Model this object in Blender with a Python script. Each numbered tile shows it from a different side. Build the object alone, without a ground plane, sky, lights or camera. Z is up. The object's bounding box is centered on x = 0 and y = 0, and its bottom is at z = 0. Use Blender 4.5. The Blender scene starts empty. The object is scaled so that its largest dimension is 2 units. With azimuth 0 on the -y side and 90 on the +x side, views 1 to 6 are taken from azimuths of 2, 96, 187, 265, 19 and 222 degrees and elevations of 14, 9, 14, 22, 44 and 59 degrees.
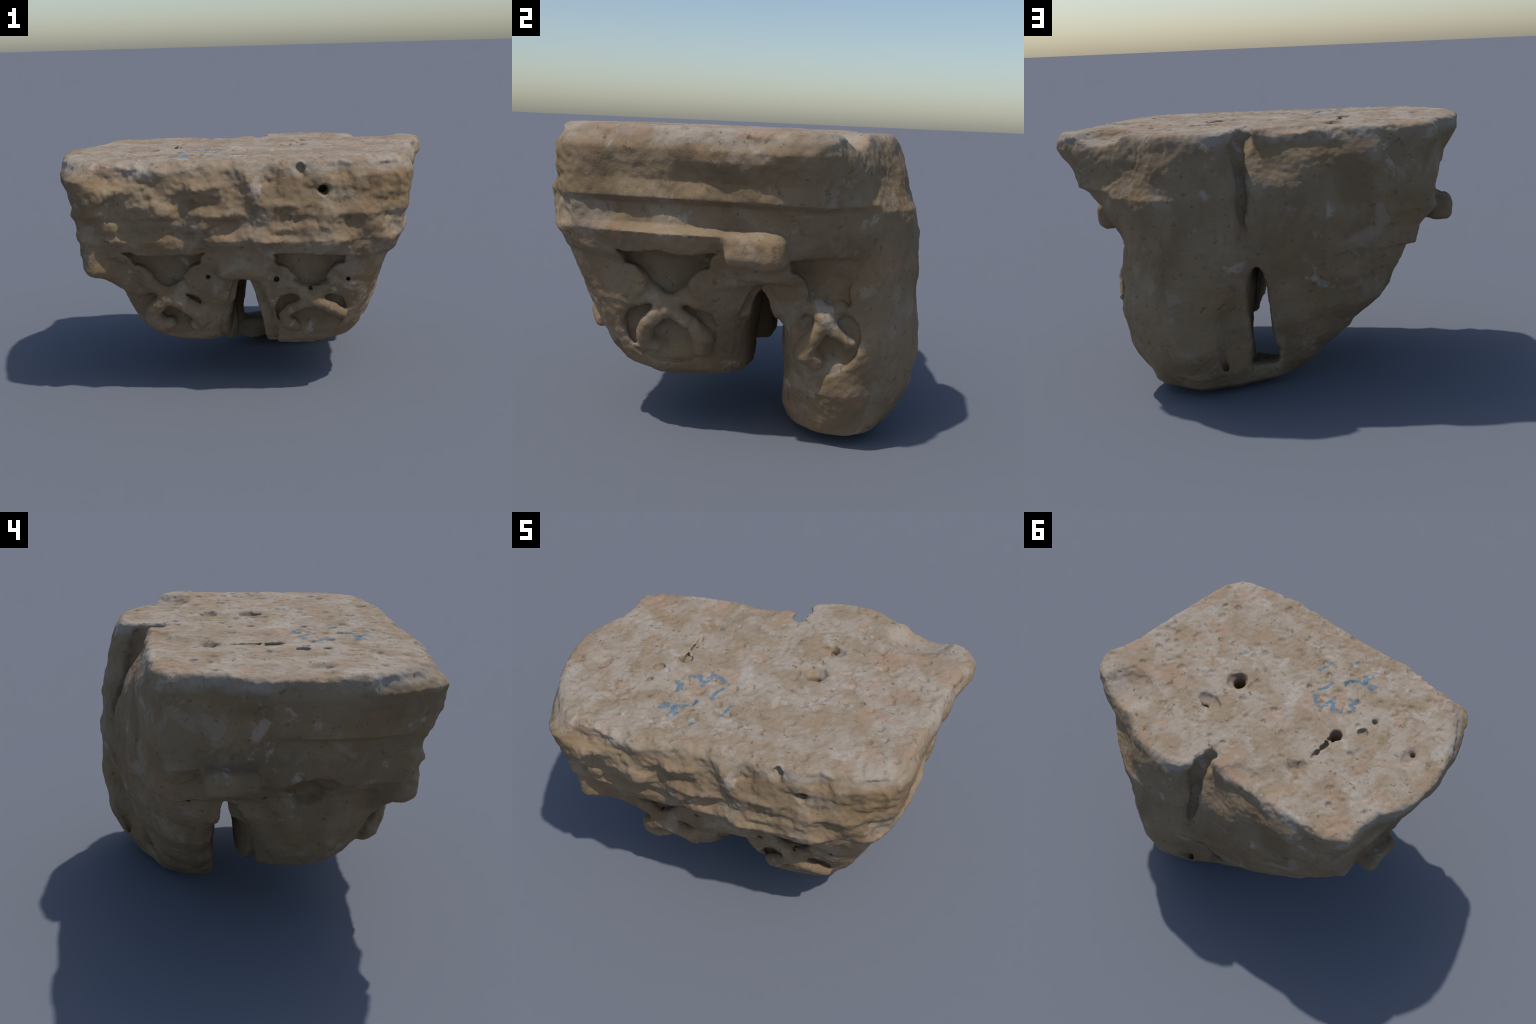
"""Quadruple stone capital, broken at the back: a thick weathered abacus on a moulded
shelf, carried by four bell-shaped column capitals with crossed-scroll carving and
pointed arched slots between them.  The stone is modelled as one implicit solid
(lofted outlines, carved ornaments, erosion), polygonised, then split into named parts."""
import bpy, math
import numpy as np

# ------------------------------------------------------------------ field set-up
VOX = 0.0065
LO = np.array([-1.06, -0.86, -0.05])
HI = np.array([1.07, 0.85, 1.33])
N = np.ceil((HI - LO) / VOX).astype(int)
AX = [(LO[i] + VOX * np.arange(N[i])).astype(np.float32) for i in range(3)]
X, Y, Z = AX[0][:, None, None], AX[1][None, :, None], AX[2][None, None, :]


def smin(a, b, k):
    h = np.maximum(k - np.abs(a - b), 0) / k
    return np.minimum(a, b) - h * h * k * 0.25


def smax(a, b, k):
    return -smin(-a, -b, k)


def step(a, b, v):
    t = np.clip((v - a) / (b - a), 0, 1)
    return t * t * (3 - 2 * t)


def chaikin(p, n=2):
    p = np.array(p, float)
    for _ in range(n):
        q = np.roll(p, -1, 0)
        p = np.stack([0.78 * p + 0.22 * q, 0.22 * p + 0.78 * q], 1).reshape(-1, 2)
    return p


def polygon_field(pts, smooth=1):
    """signed distance to a closed outline in plan"""
    p = chaikin(pts, smooth)
    px, py = np.meshgrid(AX[0], AX[1], indexing="ij")
    d = np.full(px.shape, 1e9, np.float32)
    s = np.ones(px.shape, np.float32)
    for a, b in zip(p, np.roll(p, -1, 0)):
        ex, ey = b - a
        wx, wy = px - a[0], py - a[1]
        t = np.clip((wx * ex + wy * ey) / (ex * ex + ey * ey), 0, 1)
        d = np.minimum(d, (wx - ex * t) ** 2 + (wy - ey * t) ** 2)
        c1, c2, c3 = py >= a[1], py < b[1], ex * wy > ey * wx
        s = np.where((c1 & c2 & c3) | (~c1 & ~c2 & ~c3), -s, s)
    return s * np.sqrt(d)


def loft(levels, smooth=1):
    """stack of plan outlines at given heights -> 3D field (distance scaled by side slope)"""
    zs = np.array([z for z, _ in levels])
    fs = [polygon_field(p, smooth) for _, p in levels]
    out = np.empty(tuple(N), np.float32)
    for k, z in enumerate(AX[2]):
        j = int(np.clip(np.searchsorted(zs, z) - 1, 0, len(zs) - 2))
        t = np.clip((z - zs[j]) / (zs[j + 1] - zs[j]), 0, 1)
        out[:, :, k] = fs[j] * (1 - t) + fs[j + 1] * t
    out = smax(out, np.broadcast_to(Z - zs[-1], out.shape), 0.03)
    return smax(out, np.broadcast_to(zs[0] - Z, out.shape), 0.02)


def box_of(lo, hi):
    sl = []
    for i in range(3):
        a = int(np.clip((lo[i] - LO[i]) / VOX, 0, N[i]))
        b = int(np.clip((hi[i] - LO[i]) / VOX + 2, 0, N[i]))
        sl.append(slice(a, b))
    return tuple(sl)


def local(sl):
    return (AX[0][sl[0]][:, None, None], AX[1][sl[1]][None, :, None], AX[2][sl[2]][None, None, :])


def ellipsoid(F, c, r, k=0.02, add=False, rot=0.0):
    """carve (or add) an ellipsoid; rot turns it about z"""
    r = np.array(r, float)
    m = max(r) * 1.05 + 2 * k + 0.02
    sl = box_of(np.array(c) - m, np.array(c) + m)
    x, y, z = local(sl)
    x, y, z = x - c[0], y - c[1], z - c[2]
    cs, sn = math.cos(rot), math.sin(rot)
    u, v = cs * x + sn * y, -sn * x + cs * y
    q = np.sqrt((u / r[0]) ** 2 + (v / r[1]) ** 2 + (z / r[2]) ** 2)
    g = np.sqrt((u / r[0] ** 2) ** 2 + (v / r[1] ** 2) ** 2 + (z / r[2] ** 2) ** 2) + 1e-6
    d = np.where(q < 0.3, (q - 1) * r.min(), q * (q - 1) / g)
    F[sl] = smin(F[sl], d, k) if add else smax(F[sl], -d, k)


def tube(F, pts, radii, k=0.02, add=True):
    """round bar through points with a radius at each (scroll arms, grooves, drill holes)"""
    pts = np.array(pts, float)
    radii = np.broadcast_to(np.array(radii, float), (len(pts),))
    m = radii.max() + 2 * k + 0.02
    sl = box_of(pts.min(0) - m, pts.max(0) + m)
    x, y, z = local(sl)
    d = None
    for a, b, ra, rb in zip(pts[:-1], pts[1:], radii[:-1], radii[1:]):
        e = b - a
        t = ((x - a[0]) * e[0] + (y - a[1]) * e[1] + (z - a[2]) * e[2]) / max(e @ e, 1e-9)
        t = np.clip(t, 0, 1)
        q = np.sqrt((x - a[0] - t * e[0]) ** 2 + (y - a[1] - t * e[1]) ** 2 + (z - a[2] - t * e[2]) ** 2) - (ra + (rb - ra) * t)
        d = q if d is None else np.minimum(d, q)
    F[sl] = smin(F[sl], d, k) if add else smax(F[sl], -d, k)


def block(F, c, half, k=0.02, rnd=0.02, add=True, rot=0.0):
    half = np.array(half, float)
    m = np.linalg.norm(half[:2]) + 2 * k + 0.02
    sl = box_of(np.array(c) - [m, m, half[2] + 2 * k + 0.02], np.array(c) + [m, m, half[2] + 2 * k + 0.02])
    x, y, z = local(sl)
    x, y, z = x - c[0], y - c[1], z - c[2]
    cs, sn = math.cos(rot), math.sin(rot)
    u, v = cs * x + sn * y, -sn * x + cs * y
    a, b, w = (np.abs(u) - half[0] + rnd, np.abs(v) - half[1] + rnd, np.abs(z) - half[2] + rnd)
    d = np.sqrt(np.maximum(a, 0) ** 2 + np.maximum(b, 0) ** 2 + np.maximum(w, 0) ** 2) + np.minimum(np.maximum(np.maximum(a, b), w), 0) - rnd
    F[sl] = smin(F[sl], d, k) if add else smax(F[sl], -d, k)


# ------------------------------------------------------------------ 1. abacus, moulding, shelf
# outlines run anticlockwise from the front right corner
UPPER = [
    (0.70, [(.57, -.57), (.65, -.45), (.675, -.2), (.69, -.02), (.75, .12), (.70, .3), (.64, .48), (.60, .605), (.42, .735), (.2, .735), (.07, .715), (.04, .67), (-.06, .645), (-.45, .53), (-.75, .41), (-.74, .2), (-.775, 0), (-.785, -.25), (-.73, -.42), (-.66, -.52), (-.56, -.57), (-.4, -.58), (0, -.605), (.4, -.635)]),
    (0.79, [(.69, -.64), (.77, -.51), (.80, -.2), (.80, .12), (.735, .3), (.67, .48), (.615, .615), (.40, .735), (.2, .73), (.075, .715), (.045, .66), (-.07, .64), (-.43, .55), (-.765, .41), (-.795, .2), (-.865, 0), (-.865, -.25), (-.855, -.50), (-.83, -.615), (-.68, -.65), (-.4, -.655), (0, -.665), (.4, -.72)]),
    (0.88, [(.735, -.67), (.81, -.55), (.865, -.2), (.84, .12), (.79, .3), (.71, .48), (.635, .62), (.38, .74), (.2, .735), (.08, .705), (.05, .64), (-.08, .63), (-.43, .565), (-.85, .43), (-.86, .2), (-.88, 0), (-.875, -.25), (-.865, -.52), (-.86, -.655), (-.68, -.68), (-.4, -.725), (0, -.74), (.4, -.775)]),
    (0.91, [(.735, -.665), (.81, -.56), (.815, -.2), (.81, .12), (.815, .33), (.725, .475), (.645, .62), (.38, .73), (.2, .725), (.082, .695), (.052, .625), (-.07, .635), (-.43, .555), (-.845, .435), (-.845, .2), (-.86, 0), (-.865, -.25), (-.865, -.53), (-.86, -.665), (-.68, -.67), (-.4, -.70), (0, -.735), (.4, -.765)]),
    (0.985, [(.745, -.66), (.815, -.565), (.81, -.2), (.825, .12), (.85, .40), (.745, .48), (.655, .625), (.38, .715), (.2, .71), (.085, .68), (.055, .60), (-.05, .605), (-.43, .54), (-.845, .435), (-.855, .2), (-.865, 0), (-.885, -.25), (-.875, -.52), (-.85, -.68), (-.7, -.69), (-.4, -.71), (0, -.745), (.4, -.76)]),
    (1.01, [(.755, -.675), (.825, -.575), (.858, -.2), (.885, .12), (.90, .40), (.80, .48), (.65, .61), (.38, .70), (.2, .695), (.085, .665), (.055, .585), (-.04, .595), (-.4, .545), (-.84, .435), (-.86, .2), (-.88, 0), (-.925, -.25), (-.905, -.50), (-.855, -.68), (-.71, -.74), (-.4, -.75), (0, -.76), (.4, -.765)]),
    (1.075, [(.765, -.675), (.82, -.59), (.845, -.2), (.885, .08), (.925, .36), (.83, .455), (.63, .58), (.40, .675), (.2, .67), (.09, .64), (.06, .555), (-.03, .55), (-.4, .535), (-.845, .435), (-.86, .2), (-.90, 0), (-.93, -.25), (-.90, -.48), (-.865, -.675), (-.77, -.76), (-.4, -.755), (0, -.76), (.4, -.75)]),
    (1.15, [(.77, -.68), (.825, -.59), (.87, -.2), (.93, .06), (.99, .32), (.88, .45), (.61, .56), (.41, .66), (.2, .655), (.093, .62), (.065, .52), (.0, .505), (-.4, .52), (-.845, .435), (-.86, .2), (-.95, .03), (-.96, -.22), (-.955, -.45), (-.90, -.62), (-.85, -.70), (-.76, -.76), (-.4, -.77), (0, -.755), (.4, -.745)]),
    (1.19, [(.77, -.68), (.83, -.59), (.88, -.2), (.935, .06), (1.01, .30), (.91, .45), (.60, .54), (.42, .64), (.2, .65), (.095, .605), (.02, .475), (-.4, .495), (-.85, .435), (-.86, .2), (-.975, .03), (-.995, -.2), (-.97, -.43), (-.905, -.64), (-.845, -.715), (-.76, -.762), (-.4, -.765), (0, -.75), (.4, -.74)]),
    (1.272, [(.75, -.64), (.805, -.55), (.875, -.2), (.92, .12), (1.0, .29), (.925, .425), (.58, .51), (.41, .615), (.2, .61), (.10, .57), (.03, .455), (-.4, .465), (-.84, .42), (-.85, .19), (-.975, .0), (-.995, -.2), (-.93, -.46), (-.80, -.63), (-.70, -.725), (-.4, -.722), (0, -.70), (.4, -.72)]),
]
F = loft(UPPER)

# ------------------------------------------------------------------ 2. broken back half below the shelf
BACK = [
    (0.009, [(-.10, .24), (.15, .30), (.37, .36), (.43, .48), (.27, .59), (.0, .44)]),
    (0.05, [(-.22, .18), (.15, .20), (.40, .24), (.53, .35), (.56, .50), (.42, .61), (.27, .65), (.15, .60), (.0, .49), (-.14, .42)]),
    (0.13, [(-.33, .18), (.20, .18), (.40, .20), (.56, .33), (.61, .48), (.5, .61), (.32, .71), (.19, .675), (.06, .555), (-.08, .51), (-.24, .42)]),
    (0.25, [(-.46, .18), (.20, .18), (.45, .20), (.60, .30), (.67, .46), (.57, .63), (.35, .76), (.19, .73), (.12, .565), (.05, .55), (-.08, .54), (-.37, .40)]),
    (0.42, [(-.60, .18), (.20, .18), (.50, .20), (.635, .28), (.695, .46), (.6, .64), (.37, .775), (.19, .755), (.12, .61), (.05, .60), (-.08, .595), (-.25, .55), (-.40, .48), (-.56, .39)]),
    (0.58, [(-.68, .18), (.20, .18), (.57, .20), (.675, .27), (.69, .46), (.61, .64), (.37, .755), (.18, .755), (.05, .69), (-.08, .645), (-.25, .60), (-.48, .50), (-.65, .39)]),
    (0.76, [(-.74, .1), (.20, .18), (.69, .13), (.735, .22), (.645, .46), (.625, .625), (.40, .735), (.2, .728), (.06, .72), (-.06, .655), (-.5, .52), (-.75, .41)]),
]
F = smin(F, loft(BACK, 2), 0.02)

# ------------------------------------------------------------------ 3. front column bells (round foot -> square top)
BELL = [(0.25, .15, .15), (0.29, .215, .19), (0.36, .27, .21), (0.46, .315, .20), (0.60, .355, .17), (0.70, .375, .14), (0.78, .395, .13)]
BZ, BH, BR = np.array(BELL).T


def bell(cx, cy, outer, slot_x, slot_y, foot, turn, fuller, top=0.78):
    """round-footed bell; its inner sides rise along the slots and close over them as arches.
    `outer` trims the flank turned to the side; a slot is (centre, half width at foot, apex);
    `turn` scales the plan radius at the outer corner, by the front slot and by the side slot"""
    h = (np.interp(AX[2], BZ, BH) + fuller * np.interp(AX[2], [.29, .46], [1, 0])).astype(np.float32)[None, None, :]
    r = np.interp(AX[2], BZ, BR).astype(np.float32)[None, None, :]
    sx, sy = math.copysign(1, slot_x[0] - cx), math.copysign(1, slot_y[0] - cy)

    def corner(a, b, r):
        a, b = a + r, b + r
        return np.sqrt(np.maximum(a, 0) ** 2 + np.maximum(b, 0) ** 2) + np.minimum(np.maximum(a, b), 0) - r

    def side(s):
        w = arch_width(AX[2], s[1], s[2])
        return np.where(AX[2] < s[2], w, -.08 * np.clip((AX[2] - s[2]) / .03, 0, 1)).astype(np.float32)[None, None, :]

    ox, ix = -sx * (X - cx) - h + outer, sx * (X - slot_x[0]) + side(slot_x)
    oy, iy = -sy * (Y - cy) - h, sy * (Y - slot_y[0]) + side(slot_y)
    d = np.maximum(np.maximum(corner(ox, oy, r * turn[0]), corner(ix, oy, r * turn[1])), np.maximum(corner(ox, iy, r * turn[2]), corner(ix, iy, .07)))
    d = smax(d, np.broadcast_to(foot - Z, d.shape), 0.05)
    return smax(d, np.broadcast_to(Z - top, d.shape), 0.02)


def arch_width(z, half_foot, apex):
    return half_foot * np.clip((apex - z) / 0.30, 0, 1.25) ** .4


F = smin(F, bell(-.37, -.215, .02, (-.015, .080, .652), (.130, .030, .665), .25, (1.4, .95, 1.3), .02), 0.012)
F = smin(F, bell(.345, -.255, .015, (-.015, .080, .652), (.130, .062, .652), .235, (1.1, .45, 1.45), .02), 0.012)
block(F, (-.01, .13, .73), (.30, .30, .07), .02, .03)     # web that joins the bells above the arches
block(F, (0, -.445, .64), (.20, .105, .12), .05, .04)      # spandrels the arches are cut through
block(F, (.535, .10, .65), (.105, .13, .11), .08, .05)
block(F, (-.56, .12, .65), (.105, .13, .10), .08, .05)

# ------------------------------------------------------------------ 4. slots and the hollow between the columns
def arch(along, centre, lo, hi, half_foot, apex, foot=-1.0):
    """pointed-arch prism running along axis `along` between lo and hi"""
    s = (Y if along == 0 else X) - centre
    w = arch_width(AX[2], half_foot, apex).astype(np.float32)[None, None, :]
    d = np.maximum(np.abs(s) - w, Z - apex)
    d = np.maximum(d, foot - Z)
    t = X if along == 0 else Y
    d = np.maximum(d, np.maximum(lo - t, t - hi))
    return np.broadcast_to(d, tuple(N))


F = smax(F, -arch(1, -.015, -1, .35, .092, .652), 0.012)            # front
F = smax(F, -arch(1, -.012, .2, 1, .056, .655, foot=.135), 0.03)     # back, blind foot
F = smax(F, -arch(0, .130, 0, 1, .070, .652), 0.012)                # right
F = smax(F, -arch(0, .156, -1, 0, .043, .665), 0.012)              # left
# round hollow in the middle
q = np.sqrt((X + .015) ** 2 + (Y - .14) ** 2)
F = smax(F, -np.maximum(q - .15 * np.sqrt(np.clip((0.6 - Z) / 0.4, 0, 1)), Z - .6), 0.03)

# ------------------------------------------------------------------ 5. carving on the dressed faces
FACES = {"front": (lambda s, o, z: (s, -o, z), [(z, .212 + h) for z, h in zip(BZ, BH)]),
         "front_near": (lambda s, o, z: (s, -o, z), [(z, .255 + h) for z, h in zip(BZ, BH)]),
         "right": (lambda s, o, z: (o, s, z), [(z, .32 + h) for z, h in zip(BZ, BH)]),
         "right_back": (lambda s, o, z: (o, s, z), [(.25, .635), (.42, .675), (.58, .69), (.72, .70), (.8, .735)]),
         "left": (lambda s, o, z: (-o, s, z), [(z, .345 + h) for z, h in zip(BZ, BH)])}


def on(face, s, z, out=0.0):
    f, prof = FACES[face]
    o = np.interp(z, [p[0] for p in prof], [p[1] for p in prof])
    return f(s, o + out, z)


def sink(face, s0, s1, z0, z1, outline, depth, k=.01):
    """cut a sunk field of given depth into a face; outline(s, z) is a 2D field, negative inside"""
    lo, hi = np.minimum(on(face, s0, z0, -.25), on(face, s1, z1, .3)), np.maximum(on(face, s0, z0, -.25), on(face, s1, z1, .3))
    sl = box_of(lo, hi)
    x, y, z = local(sl)
    s = x if face[:5] == "front" else y
    o = -y if face[:5] == "front" else (-x if face == "left" else x)
    prof = FACES[face][1]
    base = np.interp(AX[2][sl[2]], [p[0] for p in prof], [p[1] for p in prof]).astype(np.float32)[None, None, :]
    dep = depth(s, z) if callable(depth) else depth
    d = np.maximum(outline(s, z), base - dep - o)
    F[sl] = smax(F[sl], -d, k)


def dist(s, z, cs, cz, r, stretch=1.0):
    return np.sqrt((s - cs) ** 2 + ((z - cz) / stretch) ** 2) - r


SCROLLS = []


def scroll_panel(face, c, cross=.55, left=(), right=(), fat=1.0, sunk=0.0, w=1.0, disc=True, pocket=.06, floor=.612, roundel=.178, sink_by=.05, flare=.70, rise=1.0):
    """leaf panel: sunk pocket with lobed edges, sunk roundel, two crossed stems.
    left / right: where each stem runs below the crossing, as (s, z, radius) from the panel's middle"""
    P = lambda s, z, o=0.0: on(face, c + w * s, z, o)
    panel = f"{face}{c:+.2f}"

    def pocket_outline(s, z):
        s = np.abs(s - c) / w
        half = .10 * (1 if flare > .3 else .8) + np.clip(z - .64, 0, .16) * flare
        d = np.maximum(np.maximum(s - half, floor - z), z - .80)
        for cs, cz, r in ((.165, .660, .074), (.235, .765, .058)) if flare > .3 else ():
            d = np.maximum(d, -dist(s, z, cs, cz, r))
        return d

    if pocket:
        sink(face, c - .3, c + .3, .57, .83, pocket_outline, pocket, .016)
    # gentle roll along the lobes
    for sg in (-1, 1) if rise == 1 else ():
        tube(F, [P(sg * .12, .63, -.012), P(sg * .10, .665, -.012)], .022, .02)
    if disc:
        sink(face, c - .25, c + .25, .30, .62, lambda s, z: np.maximum(dist((s - c) / w, z, 0, .468, roundel, .85), z - .60 + .38 * np.abs(s - c)),
             lambda s, z: sink_by * step(.33, .44, z), .025)
    for sg, run in ((-1, left), (1, right)):
        if not run:
            continue
        path = [(-sg * .11 * rise, cross + .085 * rise, -.036), (-sg * .055 * rise, cross + .045 * rise, -.014), (0, cross, .014)] + [(s, z, o) for (s, z, _), o in zip(run, (.018, .006, -.004, -.008, -.008))]
        rad = [.034, .031, .032 * fat] + [r * fat for _, _, r in run]
        path = [P(s, z, o - sunk) for s, z, o in path]
        tube(F, path, rad, 0.022)
        SCROLLS.append((panel, np.array(path), np.array(rad)))


scroll_panel("front", -.41, .55, [(-.045, .522, .034), (-.088, .482, .036), (-.092, .425, .040), (-.055, .388, .042), (-.005, .392, .030)],
             [(.055, .528, .034), (.108, .490, .038), (.150, .445, .040), (.158, .408, .040), (.130, .385, .036)], fat=1.05)
scroll_panel("front_near", .325, .535, [(-.05, .512, .032), (-.105, .485, .032), (-.140, .445, .034), (-.125, .400, .040), (-.085, .378, .036)],
             [(.06, .515, .034), (.115, .483, .034), (.160, .450, .026)])
scroll_panel("right", -.235, .565, [(-.05, .528, .034), (-.09, .488, .036), (-.110, .440, .038), (-.105, .400, .040), (-.065, .385, .030)],
             [(.055, .525, .030), (.098, .490, .032), (.130, .440, .045), (.125, .395, .045)], sunk=.014)
scroll_panel("right_back", .39, .56, [(-.04, .505, .030), (-.075, .460, .030), (-.088, .415, .034), (-.040, .385, .036)],
             [(.045, .515, .032), (.10, .482, .028)], w=.85, sunk=.012, pocket=.06, roundel=.15, sink_by=.035, rise=.5)
scroll_panel("left", -.19, disc=False, pocket=0)
ellipsoid(F, on("left", -.19, .70, .02), (.075, .075, .06), .025)
ellipsoid(F, (-.845, -.19, .765), (.085, .12, .045), .025)      # worn hollow between two leaf tips
for face, c, z in (("front", -.20, .656), ("front_near", .15, .65), ("front_near", .515, .643), ("left", -.014, .69), ("left", -.37, .70), ("left", .308, .685)):
    tube(F, [on(face, c, z + .01, .06), on(face, c, z, -.05)], .012 if face != "left" else .009, .006, add=False)     # drilled eyes of the leaves


def arch_rim(face, c, half, apex, depth, side):
    """flat band stepped back beside an arched slot (side -1 or 1), closed by a thin outer groove"""
    sink(face, c - .3, c + .3, .2, .75, lambda s, z: np.maximum(np.maximum(np.abs(s - c) - arch_width(z, half, apex), z - apex), -side * (s - c)), depth, .01)
    tube(F, [on(face, c + side * (float(arch_width(z, half, apex)) + .006), z, -.012) for z in (.32, .38, .46, .54, .60, .64)], .009, .008, add=False)


arch_rim("front", -.005, .142, .68, .06, -1)
arch_rim("front_near", -.005, .142, .68, .05, 1)
arch_rim("right", .135, .120, .68, .075, -1)
arch_rim("right_back", .135, .125, .68, .05, 1)
arch_rim("left", .155, .135, .66, .09, -1)
# grooves down the outer corners of the columns
for pts in ([(.66, -.59, .66), (.635, -.563, .56), (.598, -.525, .45), (.537, -.467, .33)],
            [(-.68, -.54, .66), (-.660, -.505, .56), (-.625, -.470, .45), (-.560, -.410, .33)]):
    tube(F, pts, [.012, .022, .024, .022], .016, add=False)
tube(F, [(.70, .585, .56), (.70, .60, .46), (.665, .60, .35), (.62, .58, .24), (.575, .57, .15)], [.012, .022, .022, .018, .012], .012, add=False)
# two sunk grooves of the moulding that survive on the left flank
tube(F, [(-.888, .46, 1.06), (-.895, .2, 1.055), (-.915, -.02, 1.045)], [.026, .026, .012], .012, add=False)
tube(F, [(-.878, .46, .935), (-.88, .2, .935), (-.885, -.10, .93)], [.024, .024, .012], .012, add=False)
# bosses under the shelf
block(F, (.81, .12, .83), (.06, .115, .07), .03, .045)
block(F, (-.878, .13, .833), (.066, .12, .058), .05, .045)
block(F, (-.765, -.575, .755), (.07, .065, .075), .05, .05, rot=.5)
tube(F, [(-.74, -.555, .735), (-.68, -.52, .68), (-.62, -.49, .60)], [.065, .06, .04], .05)
block(F, (-.02, -.62, .74), (.13, .045, .08), .06, .04)

BOSSES = [((.825, .12, .83), (.06, .115, .07)), ((-.878, .13, .833), (.066, .12, .058)), ((-.765, -.575, .755), (.08, .08, .075))]

# ------------------------------------------------------------------ 6. breaks, holes and wear
# channel and notch down the back
tube(F, [(.055, .47, 1.30), (.06, .53, 1.18), (.055, .565, 1.07), (.045, .60, .98), (.045, .64, .88), (.03, .67, .78)], [.032, .032, .028, .026, .024, .015], .02, add=False)
tube(F, [(.045, .40, 1.29), (.045, .44, 1.24), (.045, .5, 1.2)], .032, .02, add=False)
tube(F, [(.15, .74, .51), (.155, .715, .40), (.158, .68, .27), (.160, .62, .14)], .016, .008, add=False)
# scoop behind the spur
ellipsoid(F, (.70, .40, 1.285), (.16, .13, .07), .03, rot=.3)
# top face: dowel hole, slots, pits
tube(F, [(.26, -.046, 1.35), (.26, -.046, 1.10)], .037, .015, add=False)
ellipsoid(F, (.26, -.03, 1.262), (.055, .055, .03), .02)
tube(F, [(.295, .195, 1.34), (.295, .20, 1.225)], .011, .015, add=False)
ellipsoid(F, (.285, .17, 1.262), (.07, .04, .025), .02)
tube(F, [(-.40, -.10, 1.33), (-.40, -.10, 1.14)], .032, .012, add=False)
tube(F, [(-.397, -.10, 1.240), (-.391, -.03, 1.245), (-.388, .045, 1.254), (-.386, .10, 1.270)], [.028, .021, .016, .008], .008, add=False)
ellipsoid(F, (-.36, .20, 1.277), (.06, .035, .035), .02, rot=.4)
ellipsoid(F, (-.33, .32, 1.277), (.10, .07, .02), .02, rot=.2)
tube(F, [(-.505, -.305, 1.33), (-.51, -.30, 1.24)], .017, .014, add=False)
ellipsoid(F, (-.50, -.20, 1.262), (.03, .03, .025), .012)
ellipsoid(F, (-.79, -.24, 1.277), (.04, .07, .03), .02)
tube(F, [(-.79, -.27, 1.3), (-.79, -.27, 1.23)], .014, .012, add=False)
rng = np.random.default_rng(3)
for i in range(190):   # fine pitting of the upper bed
    x, y = rng.uniform(-.9, .88), rng.uniform(-.62, .45)
    r = rng.uniform(.007, .021)
    ellipsoid(F, (x, y, 1.272 + r * .1), (r * rng.uniform(.8, 1.8), r, r * rng.uniform(.5, .9)), .006, rot=rng.uniform(0, 3))
ellipsoid(F, (-.17, .43, 1.28), (.09, .06, .03), .03)
ellipsoid(F, (-.37, .19, 1.275), (.03, .05, .025), .015, rot=-.4)
# front face drill hole and chips
tube(F, [(.39, -.80, 1.14), (.39, -.60, 1.12)], .024, .01, add=False)
ellipsoid(F, (.275, -.715, 1.235), (.014, .03, .02), .006)
ellipsoid(F, (.506, -.745, .99), (.02, .03, .014), .006)
rng = np.random.default_rng(7)
for i in range(40):   # spalls knocked off the front and the upper edges
    x = rng.uniform(-.85, .72)
    z = rng.uniform(.80, 1.25)
    r = rng.uniform(.05, .12)
    sy = np.interp(x, [-.9, -.4, 0, .4, .75], [-.70, -.755, -.75, -.745, -.64])
    sy = sy if z > .87 else sy + .02
    if x < -.70 or x > .05 and z < 1.1:
        continue
    ellipsoid(F, (x, sy - r * rng.uniform(.45, .62), z), (r * rng.uniform(1, 1.9), r * .75, r * rng.uniform(.5, 1.0)), .025)
for i in range(45):   # chipped arris of the top bed
    t = rng.uniform(0, 2 * math.pi)
    p = np.array(UPPER[-1][1])
    k = rng.integers(len(p))
    a, b = p[k], p[(k + 1) % len(p)]
    c = a + (b - a) * rng.uniform()
    if c[1] > .3 or c[0] < -.75:
        continue
    r = rng.uniform(.02, .05)
    ellipsoid(F, (c[0] * 1.015, c[1] * 1.02, 1.270 + r * .3), (r * 1.3, r, r * .8), .006, rot=t)

# ------------------------------------------------------------------ 7. erosion (gradient noise near the surface only)
def gradient_noise(p, freq, seed):
    rng = np.random.default_rng(seed)
    R = np.linalg.qr(rng.normal(size=(3, 3)))[0]
    q = (p @ R.T) * freq + rng.uniform(0, 50, 3)
    i = np.floor(q).astype(np.int64)
    f = q - i
    u = f * f * f * (f * (f * 6 - 15) + 10)
    G = rng.normal(size=(4096, 3))
    G /= np.linalg.norm(G, axis=1)[:, None]
    out = 0
    for dx in (0, 1):
        for dy in (0, 1):
            for dz in (0, 1):
                h = ((i[:, 0] + dx) * 73856093) ^ ((i[:, 1] + dy) * 19349663) ^ ((i[:, 2] + dz) * 83492791)
                g = G[(h ^ (h >> 13)) & 4095]
                w = (u[:, 0] if dx else 1 - u[:, 0]) * (u[:, 1] if dy else 1 - u[:, 1]) * (u[:, 2] if dz else 1 - u[:, 2])
                out = out + w * ((f[:, 0] - dx) * g[:, 0] + (f[:, 1] - dy) * g[:, 1] + (f[:, 2] - dz) * g[:, 2])
    return out * 1.6


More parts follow.
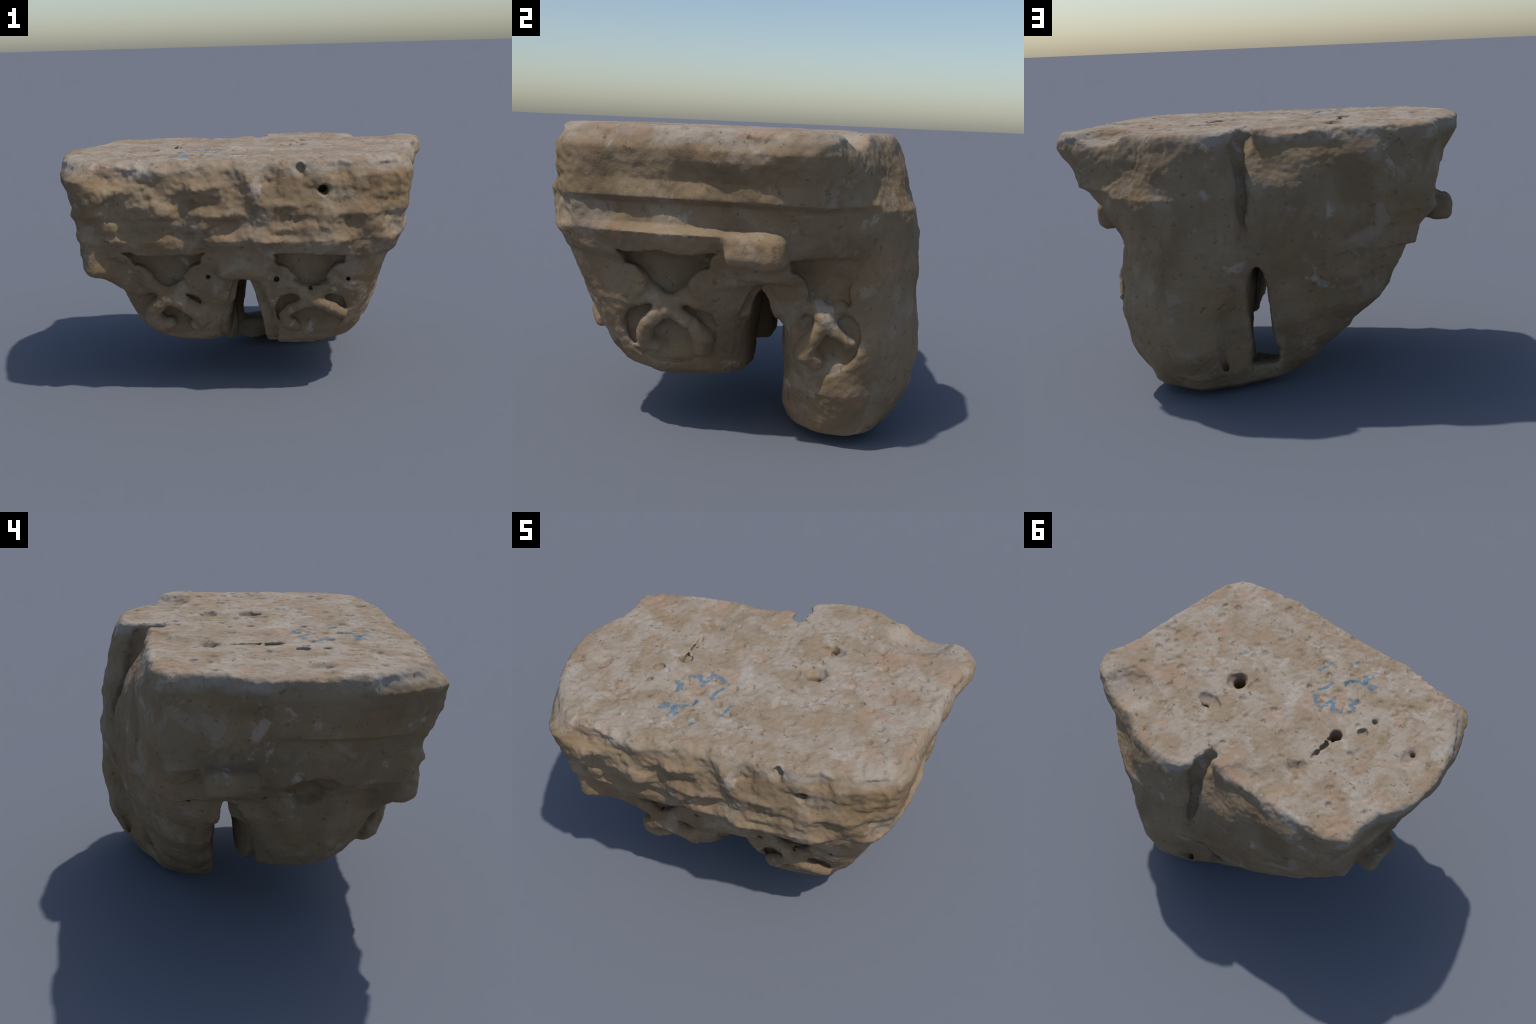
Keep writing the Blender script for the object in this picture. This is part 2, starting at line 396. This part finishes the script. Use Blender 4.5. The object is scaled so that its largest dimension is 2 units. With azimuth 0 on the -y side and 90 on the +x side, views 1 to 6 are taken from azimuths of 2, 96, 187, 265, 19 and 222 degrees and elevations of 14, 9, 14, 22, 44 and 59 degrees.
near = np.abs(F) < .05
idx = np.argwhere(near)
pts = LO + VOX * idx
front = (1 - step(-.66, -.52, pts[:, 1])) * step(.72, .86, pts[:, 2])
top = step(1.23, 1.255, pts[:, 2])
carved = (1 - step(.68, .80, pts[:, 2])) * (pts[:, 1] < .2)
d = .010 * gradient_noise(pts, 4, 11) * (1 - .8 * top)
d += .014 * gradient_noise(pts, 6, 21) * step(.38, .5, pts[:, 1]) * (1 - top)
ledge = front * step(.84, .88, pts[:, 2]) * (1 - step(1.05, 1.10, pts[:, 2]))
d += .030 * ledge * gradient_noise(pts * np.array([1, 1, 1.6]), 7, 31)
d += (.012 + .006 * front) * gradient_noise(pts, 8, 12) * (1 - .85 * top) * (1 - .6 * carved)
d += (.0015 + .0065 * front) * np.abs(gradient_noise(pts, 17, 13)) * (1 - .5 * carved)
d += (.0035 + .001 * front) * gradient_noise(pts, 38, 14)
pit = gradient_noise(pts, 24, 15)
d += (.010 + .006 * top) * np.maximum(pit - .38, 0) * (1 - .6 * carved)
F[near] += d.astype(np.float32)
del near, idx, pts, front, top, carved, d, pit


# ------------------------------------------------------------------ 8. polygonise (surface nets)
def surface_nets(F):
    F = F.copy()
    for ax in range(3):
        sl = [slice(None)] * 3
        for e in (0, -1):
            sl[ax] = e
            F[tuple(sl)] = 1.0
    ins = F < 0
    nx, ny, nz = F.shape
    acc = np.zeros((nx - 1, ny - 1, nz - 1), np.uint8)
    for dx in (0, 1):
        for dy in (0, 1):
            for dz in (0, 1):
                acc += ins[dx:nx - 1 + dx, dy:ny - 1 + dy, dz:nz - 1 + dz]
    active = (acc > 0) & (acc < 8)
    cells = np.argwhere(active)
    index = np.full(active.shape, -1, np.int64)
    index[active] = np.arange(len(cells))
    corner = [(a, b, c) for a in (0, 1) for b in (0, 1) for c in (0, 1)]
    val = {c: F[cells[:, 0] + c[0], cells[:, 1] + c[1], cells[:, 2] + c[2]] for c in corner}
    pos = np.zeros((len(cells), 3))
    cnt = np.zeros(len(cells))
    for c in corner:
        for ax in range(3):
            if c[ax]:
                continue
            d = list(c)
            d[ax] = 1
            va, vb = val[c], val[tuple(d)]
            m = (va < 0) != (vb < 0)
            t = va[m] / (va[m] - vb[m])
            p = np.tile(np.array(c, float), (m.sum(), 1))
            p[:, ax] += t
            pos[m] += p
            cnt[m] += 1
    verts = LO + VOX * (cells + pos / cnt[:, None])
    faces = []
    for ax in range(3):
        u, v = (ax + 1) % 3, (ax + 2) % 3
        a = [slice(1, -1)] * 3
        b = [slice(1, -1)] * 3
        a[ax], b[ax] = slice(0, -1), slice(1, None)
        ia, ib = ins[tuple(a)], ins[tuple(b)]
        e = np.argwhere(ia != ib)
        flip = ia[ia != ib]
        e[:, u] += 1
        e[:, v] += 1
        q = []
        for du, dv in ((-1, -1), (0, -1), (0, 0), (-1, 0)):
            k = e.copy()
            k[:, u] += du
            k[:, v] += dv
            q.append(index[k[:, 0], k[:, 1], k[:, 2]])
        q = np.stack(q, 1)
        q[~flip] = q[~flip][:, ::-1]
        faces.append(q)
    return verts, np.concatenate(faces)


V, Q = surface_nets(F)
del F


# keep the largest connected piece (drops crumbs left by the erosion)
def largest_piece(V, Q):
    lab = np.arange(len(V))
    while True:
        m = lab[Q].min(1)
        new = lab.copy()
        for j in range(4):
            np.minimum.at(new, Q[:, j], m)
        new = new[new]
        if (new == lab).all():
            break
        lab = new
    ids, n = np.unique(lab, return_counts=True)
    keep = lab == ids[n.argmax()]
    remap = np.cumsum(keep) - 1
    return V[keep], remap[Q[keep[Q[:, 0]]]]


V, Q = largest_piece(V, Q)
# vertex normals of the whole stone
fn = np.cross(V[Q[:, 2]] - V[Q[:, 0]], V[Q[:, 3]] - V[Q[:, 1]])
VN = np.zeros_like(V)
for j in range(4):
    np.add.at(VN, Q[:, j], fn)
VN /= np.linalg.norm(VN, axis=1)[:, None] + 1e-12


# ------------------------------------------------------------------ 9. material
class Nodes:
    def __init__(self, name):
        self.mat = bpy.data.materials.new(name)
        self.mat.use_nodes = True
        self.t = self.mat.node_tree
        self.t.nodes.clear()

    def add(self, kind, **kw):
        n = self.t.nodes.new("ShaderNode" + kind)
        for k, v in kw.items():
            if k.startswith("i_"):
                n.inputs[int(k[2:]) if k[2:].isdigit() else k[2:]].default_value = v
            else:
                setattr(n, k, v)
        return n

    def link(self, a, b):
        self.t.links.new(a, b)

    def val(self, x, sock):
        if hasattr(x, "is_linked"):
            self.link(x, sock)
        else:
            sock.default_value = x

    def math(self, op, a, b=0.0, c=0.0, clamp=False):
        n = self.add("Math", operation=op, use_clamp=clamp)
        for x, s in zip((a, b, c), n.inputs):
            self.val(x, s)
        return n.outputs[0]

    def mix(self, fac, a, b, mode="MIX"):
        n = self.add("Mix", data_type="RGBA", blend_type=mode)
        self.val(fac, n.inputs[0])
        self.val(a, n.inputs[6])
        self.val(b, n.inputs[7])
        return n.outputs[2]

    def noise(self, vec, scale, detail=4.0, rough=.55, dist=0.0):
        n = self.add("TexNoise")
        self.link(vec, n.inputs["Vector"])
        n.inputs["Scale"].default_value = scale
        n.inputs["Detail"].default_value = detail
        n.inputs["Roughness"].default_value = rough
        n.inputs["Distortion"].default_value = dist
        return n.outputs["Fac"]

    def ramp(self, x, lo, hi):
        n = self.add("MapRange", interpolation_type="SMOOTHSTEP")
        self.link(x, n.inputs[0])
        n.inputs[1].default_value, n.inputs[2].default_value = lo, hi
        return n.outputs[0]


def stone_material():
    m = Nodes("weathered_limestone")
    co = m.add("TexCoord").outputs["Object"]

    def shifted(dx, sc=(1, 1, 1)):
        n = m.add("Mapping")
        n.inputs["Location"].default_value = (dx, dx * 1.7, -dx)
        n.inputs["Scale"].default_value = sc
        m.link(co, n.inputs["Vector"])
        return n.outputs[0]

    sepz = m.add("SeparateXYZ")
    m.link(co, sepz.inputs[0])
    big = m.noise(shifted(2), 7, 5, .65)
    bed = m.ramp(m.math("ADD", sepz.outputs[2], m.math("MULTIPLY", big, .10)), 1.24, 1.29)          # worn, dusty upper bed

    def layer(col, fac, lo, hi, seed, scale, detail=5, rough=.6, dist=.5, amount=1.0):
        return m.mix(m.math("MULTIPLY", m.ramp(m.noise(shifted(seed), scale, detail, rough, dist), lo, hi), amount), col, fac)

    side = m.mix(m.ramp(m.noise(shifted(1), 3.2, 5, .6, .4), .38, .64), (.205, .142, .083, 1), (.27, .197, .124, 1))
    side = layer(side, (.265, .175, .085, 1), .50, .66, 13, 4.0, amount=.5)      # ochre
    side = layer(side, (.315, .255, .19, 1), .54, .64, 4, 4.5, amount=.6)      # grey bloom
    side = layer(side, (.31, .185, .115, 1), .57, .68, 9, 6, amount=.5)         # pink
    side = layer(side, (.43, .385, .33, 1), .61, .68, 17, 6, 6, .65, .4, .5)    # fresh chips
    side = layer(side, (.15, .105, .06, 1), .58, .74, 19, 11, 6, .7, .4, .55)    # stains
    top = m.mix(m.ramp(m.noise(shifted(5), 5, 6, .65, .5), .40, .60), (.27, .205, .14, 1), (.33, .28, .225, 1))
    top = layer(top, (.335, .22, .15, 1), .52, .62, 7, 4.5, 6, .65, .4, .55)        # pinkish bed
    top = layer(top, (.395, .36, .315, 1), .54, .66, 11, 6, 6, .7, .3, .65)         # pale grey crust
    top = layer(top, (.20, .155, .09, 1), .57, .68, 15, 12, 5, .65, .3, .75)       # olive hollows
    base = m.mix(bed, side, top)
    base = layer(base, (.13, .092, .055, 1), .60, .70, 23, 28, 4, .65, .2, .8)     # pores
    base = layer(base, (.17, .125, .08, 1), .45, .75, 29, 90, 3, .7, 0, .22)
    # blue paint strokes on the top bed
    sep = m.add("SeparateXYZ")
    wob = m.add("TexNoise", i_Scale=22.0, i_Detail=2.0)
    m.link(co, wob.inputs["Vector"])
    vec = m.add("VectorMath", operation="MULTIPLY_ADD")
    m.link(wob.outputs["Color"], vec.inputs[0])
    vec.inputs[1].default_value = (.03, .03, 0)
    m.link(co, vec.inputs[2])
    m.link(vec.outputs[0], sep.inputs[0])
    px, py = sep.outputs[0], sep.outputs[1]
    strokes = PAINT
    dist = None
    for (ax, ay), (bx, by), w in strokes:
        ax, ay, bx, by = ax + .015, ay + .015, bx + .015, by + .015
        ex, ey = bx - ax, by - ay
        L = ex * ex + ey * ey
        dx, dy = m.math("SUBTRACT", px, ax), m.math("SUBTRACT", py, ay)
        t = m.math("ADD", m.math("MULTIPLY", dx, ex / L), m.math("MULTIPLY", dy, ey / L), clamp=True)
        qx = m.math("MULTIPLY_ADD", t, -ex, dx)
        qy = m.math("MULTIPLY_ADD", t, -ey, dy)
        d = m.math("SQRT", m.math("ADD", m.math("MULTIPLY", qx, qx), m.math("MULTIPLY", qy, qy)))
        d = m.math("DIVIDE", d, w)
        dist = d if dist is None else m.math("MINIMUM", dist, d)
    paint = m.math("SUBTRACT", 1.0, m.ramp(dist, .6, 1.1))
    worn = m.ramp(m.noise(shifted(31), 34, 5, .75), .36, .56)
    on_top = m.math("GREATER_THAN", sepz.outputs[2], 1.2)
    paint = m.math("MULTIPLY", m.math("MULTIPLY", paint, worn), m.math("MULTIPLY", on_top, .8))
    col = m.mix(paint, base, (.065, .155, .225, 1))
    # fine grain
    bump = m.add("Bump")
    bump.inputs["Strength"].default_value = .5
    bump.inputs["Distance"].default_value = .006
    g = m.math("ADD", m.noise(shifted(41), 60, 5, .7), m.math("MULTIPLY", m.noise(shifted(43), 22, 4, .6, .5), 1.2))
    m.link(g, bump.inputs["Height"])
    bs = m.add("BsdfPrincipled")
    bs.inputs["Roughness"].default_value = .93
    bs.inputs["Specular IOR Level"].default_value = .2
    m.link(col, bs.inputs["Base Color"])
    m.link(bump.outputs[0], bs.inputs["Normal"])
    out = m.add("OutputMaterial")
    m.link(bs.outputs[0], out.inputs[0])
    return m.mat


# worn blue brush marks on the upper bed: (polyline in plan, half width)
MARKS = [([(-.321, -.234), (-.28, -.211), (-.241, -.279), (-.223, -.199), (-.194, -.191), (-.158, -.219), (-.122, -.238)], .012),
         ([(-.363, -.294), (-.34, -.304), (-.345, -.351)], .014), ([(-.135, -.275), (-.16, -.325), (-.164, -.359)], .008),
         ([(-.375, -.488), (-.343, -.462), (-.27, -.456), (-.226, -.407)], .012), ([(-.352, -.465), (-.301, -.485), (-.31, -.54), (-.279, -.514)], .012),
         ([(-.054, -.382), (-.067, -.434), (-.074, -.468)], .009), ([(-.173, -.529), (-.187, -.572)], .009)]
PAINT = [(a, b, w * 1.25) for line, w in MARKS for a, b in zip(line[:-1], line[1:])]
MAT = stone_material()

# ------------------------------------------------------------------ 10. split into named parts
C = V[Q].mean(1)
PARTS = ["abacus", "shelf", "column_bell", "column_bell.001", "column_bell.002", "column_bell.003"]
lab = np.where(C[:, 2] > .985, 0, np.where(C[:, 2] > .80, 1,
               2 + (C[:, 0] > -.015).astype(int) + 2 * (C[:, 1] > .14).astype(int)))


def region(name, inside):
    PARTS.append(name)
    lab[inside] = len(PARTS) - 1


def near_path(P, R):
    best = np.full(len(C), 9.0)
    for a, b, ra, rb in zip(P[:-1], P[1:], R[:-1], R[1:]):
        e = b - a
        t = np.clip((C - a) @ e / (e @ e), 0, 1)
        best = np.minimum(best, np.linalg.norm(C - a - t[:, None] * e, axis=1) - ra - (rb - ra) * t)
    return best


for panel in dict.fromkeys(p for p, _, _ in SCROLLS):
    region("scroll", np.min([near_path(P, R) for p, P, R in SCROLLS if p == panel], axis=0) < .009)
for c, h in BOSSES:
    region("boss", (np.abs(C - np.array(c)) < np.array(h) + .012).all(1))

root = bpy.data.objects.new("stone_capital", None)
root["label"] = "broken weathered limestone capital with crossed scroll carving"
root["category"] = "carved stone"
bpy.context.scene.collection.objects.link(root)
for i, name in enumerate(PARTS):
    q = Q[lab == i]
    if not len(q):
        continue
    used, inv = np.unique(q, return_inverse=True)
    q = inv.reshape(-1, 4)
    me = bpy.data.meshes.new(name.split(".")[0])
    me.vertices.add(len(used))
    me.vertices.foreach_set("co", V[used].astype(np.float32).ravel())
    me.loops.add(q.size)
    me.loops.foreach_set("vertex_index", q.astype(np.int32).ravel())
    me.polygons.add(len(q))
    me.polygons.foreach_set("loop_start", np.arange(0, q.size, 4, dtype=np.int32))
    me.update(calc_edges=True)
    me.polygons.foreach_set("use_smooth", np.ones(len(q), bool))
    me.normals_split_custom_set_from_vertices(VN[used].tolist())
    me.materials.append(MAT)
    ob = bpy.data.objects.new(name.split(".")[0], me)
    bpy.context.scene.collection.objects.link(ob)
    ob.parent = root
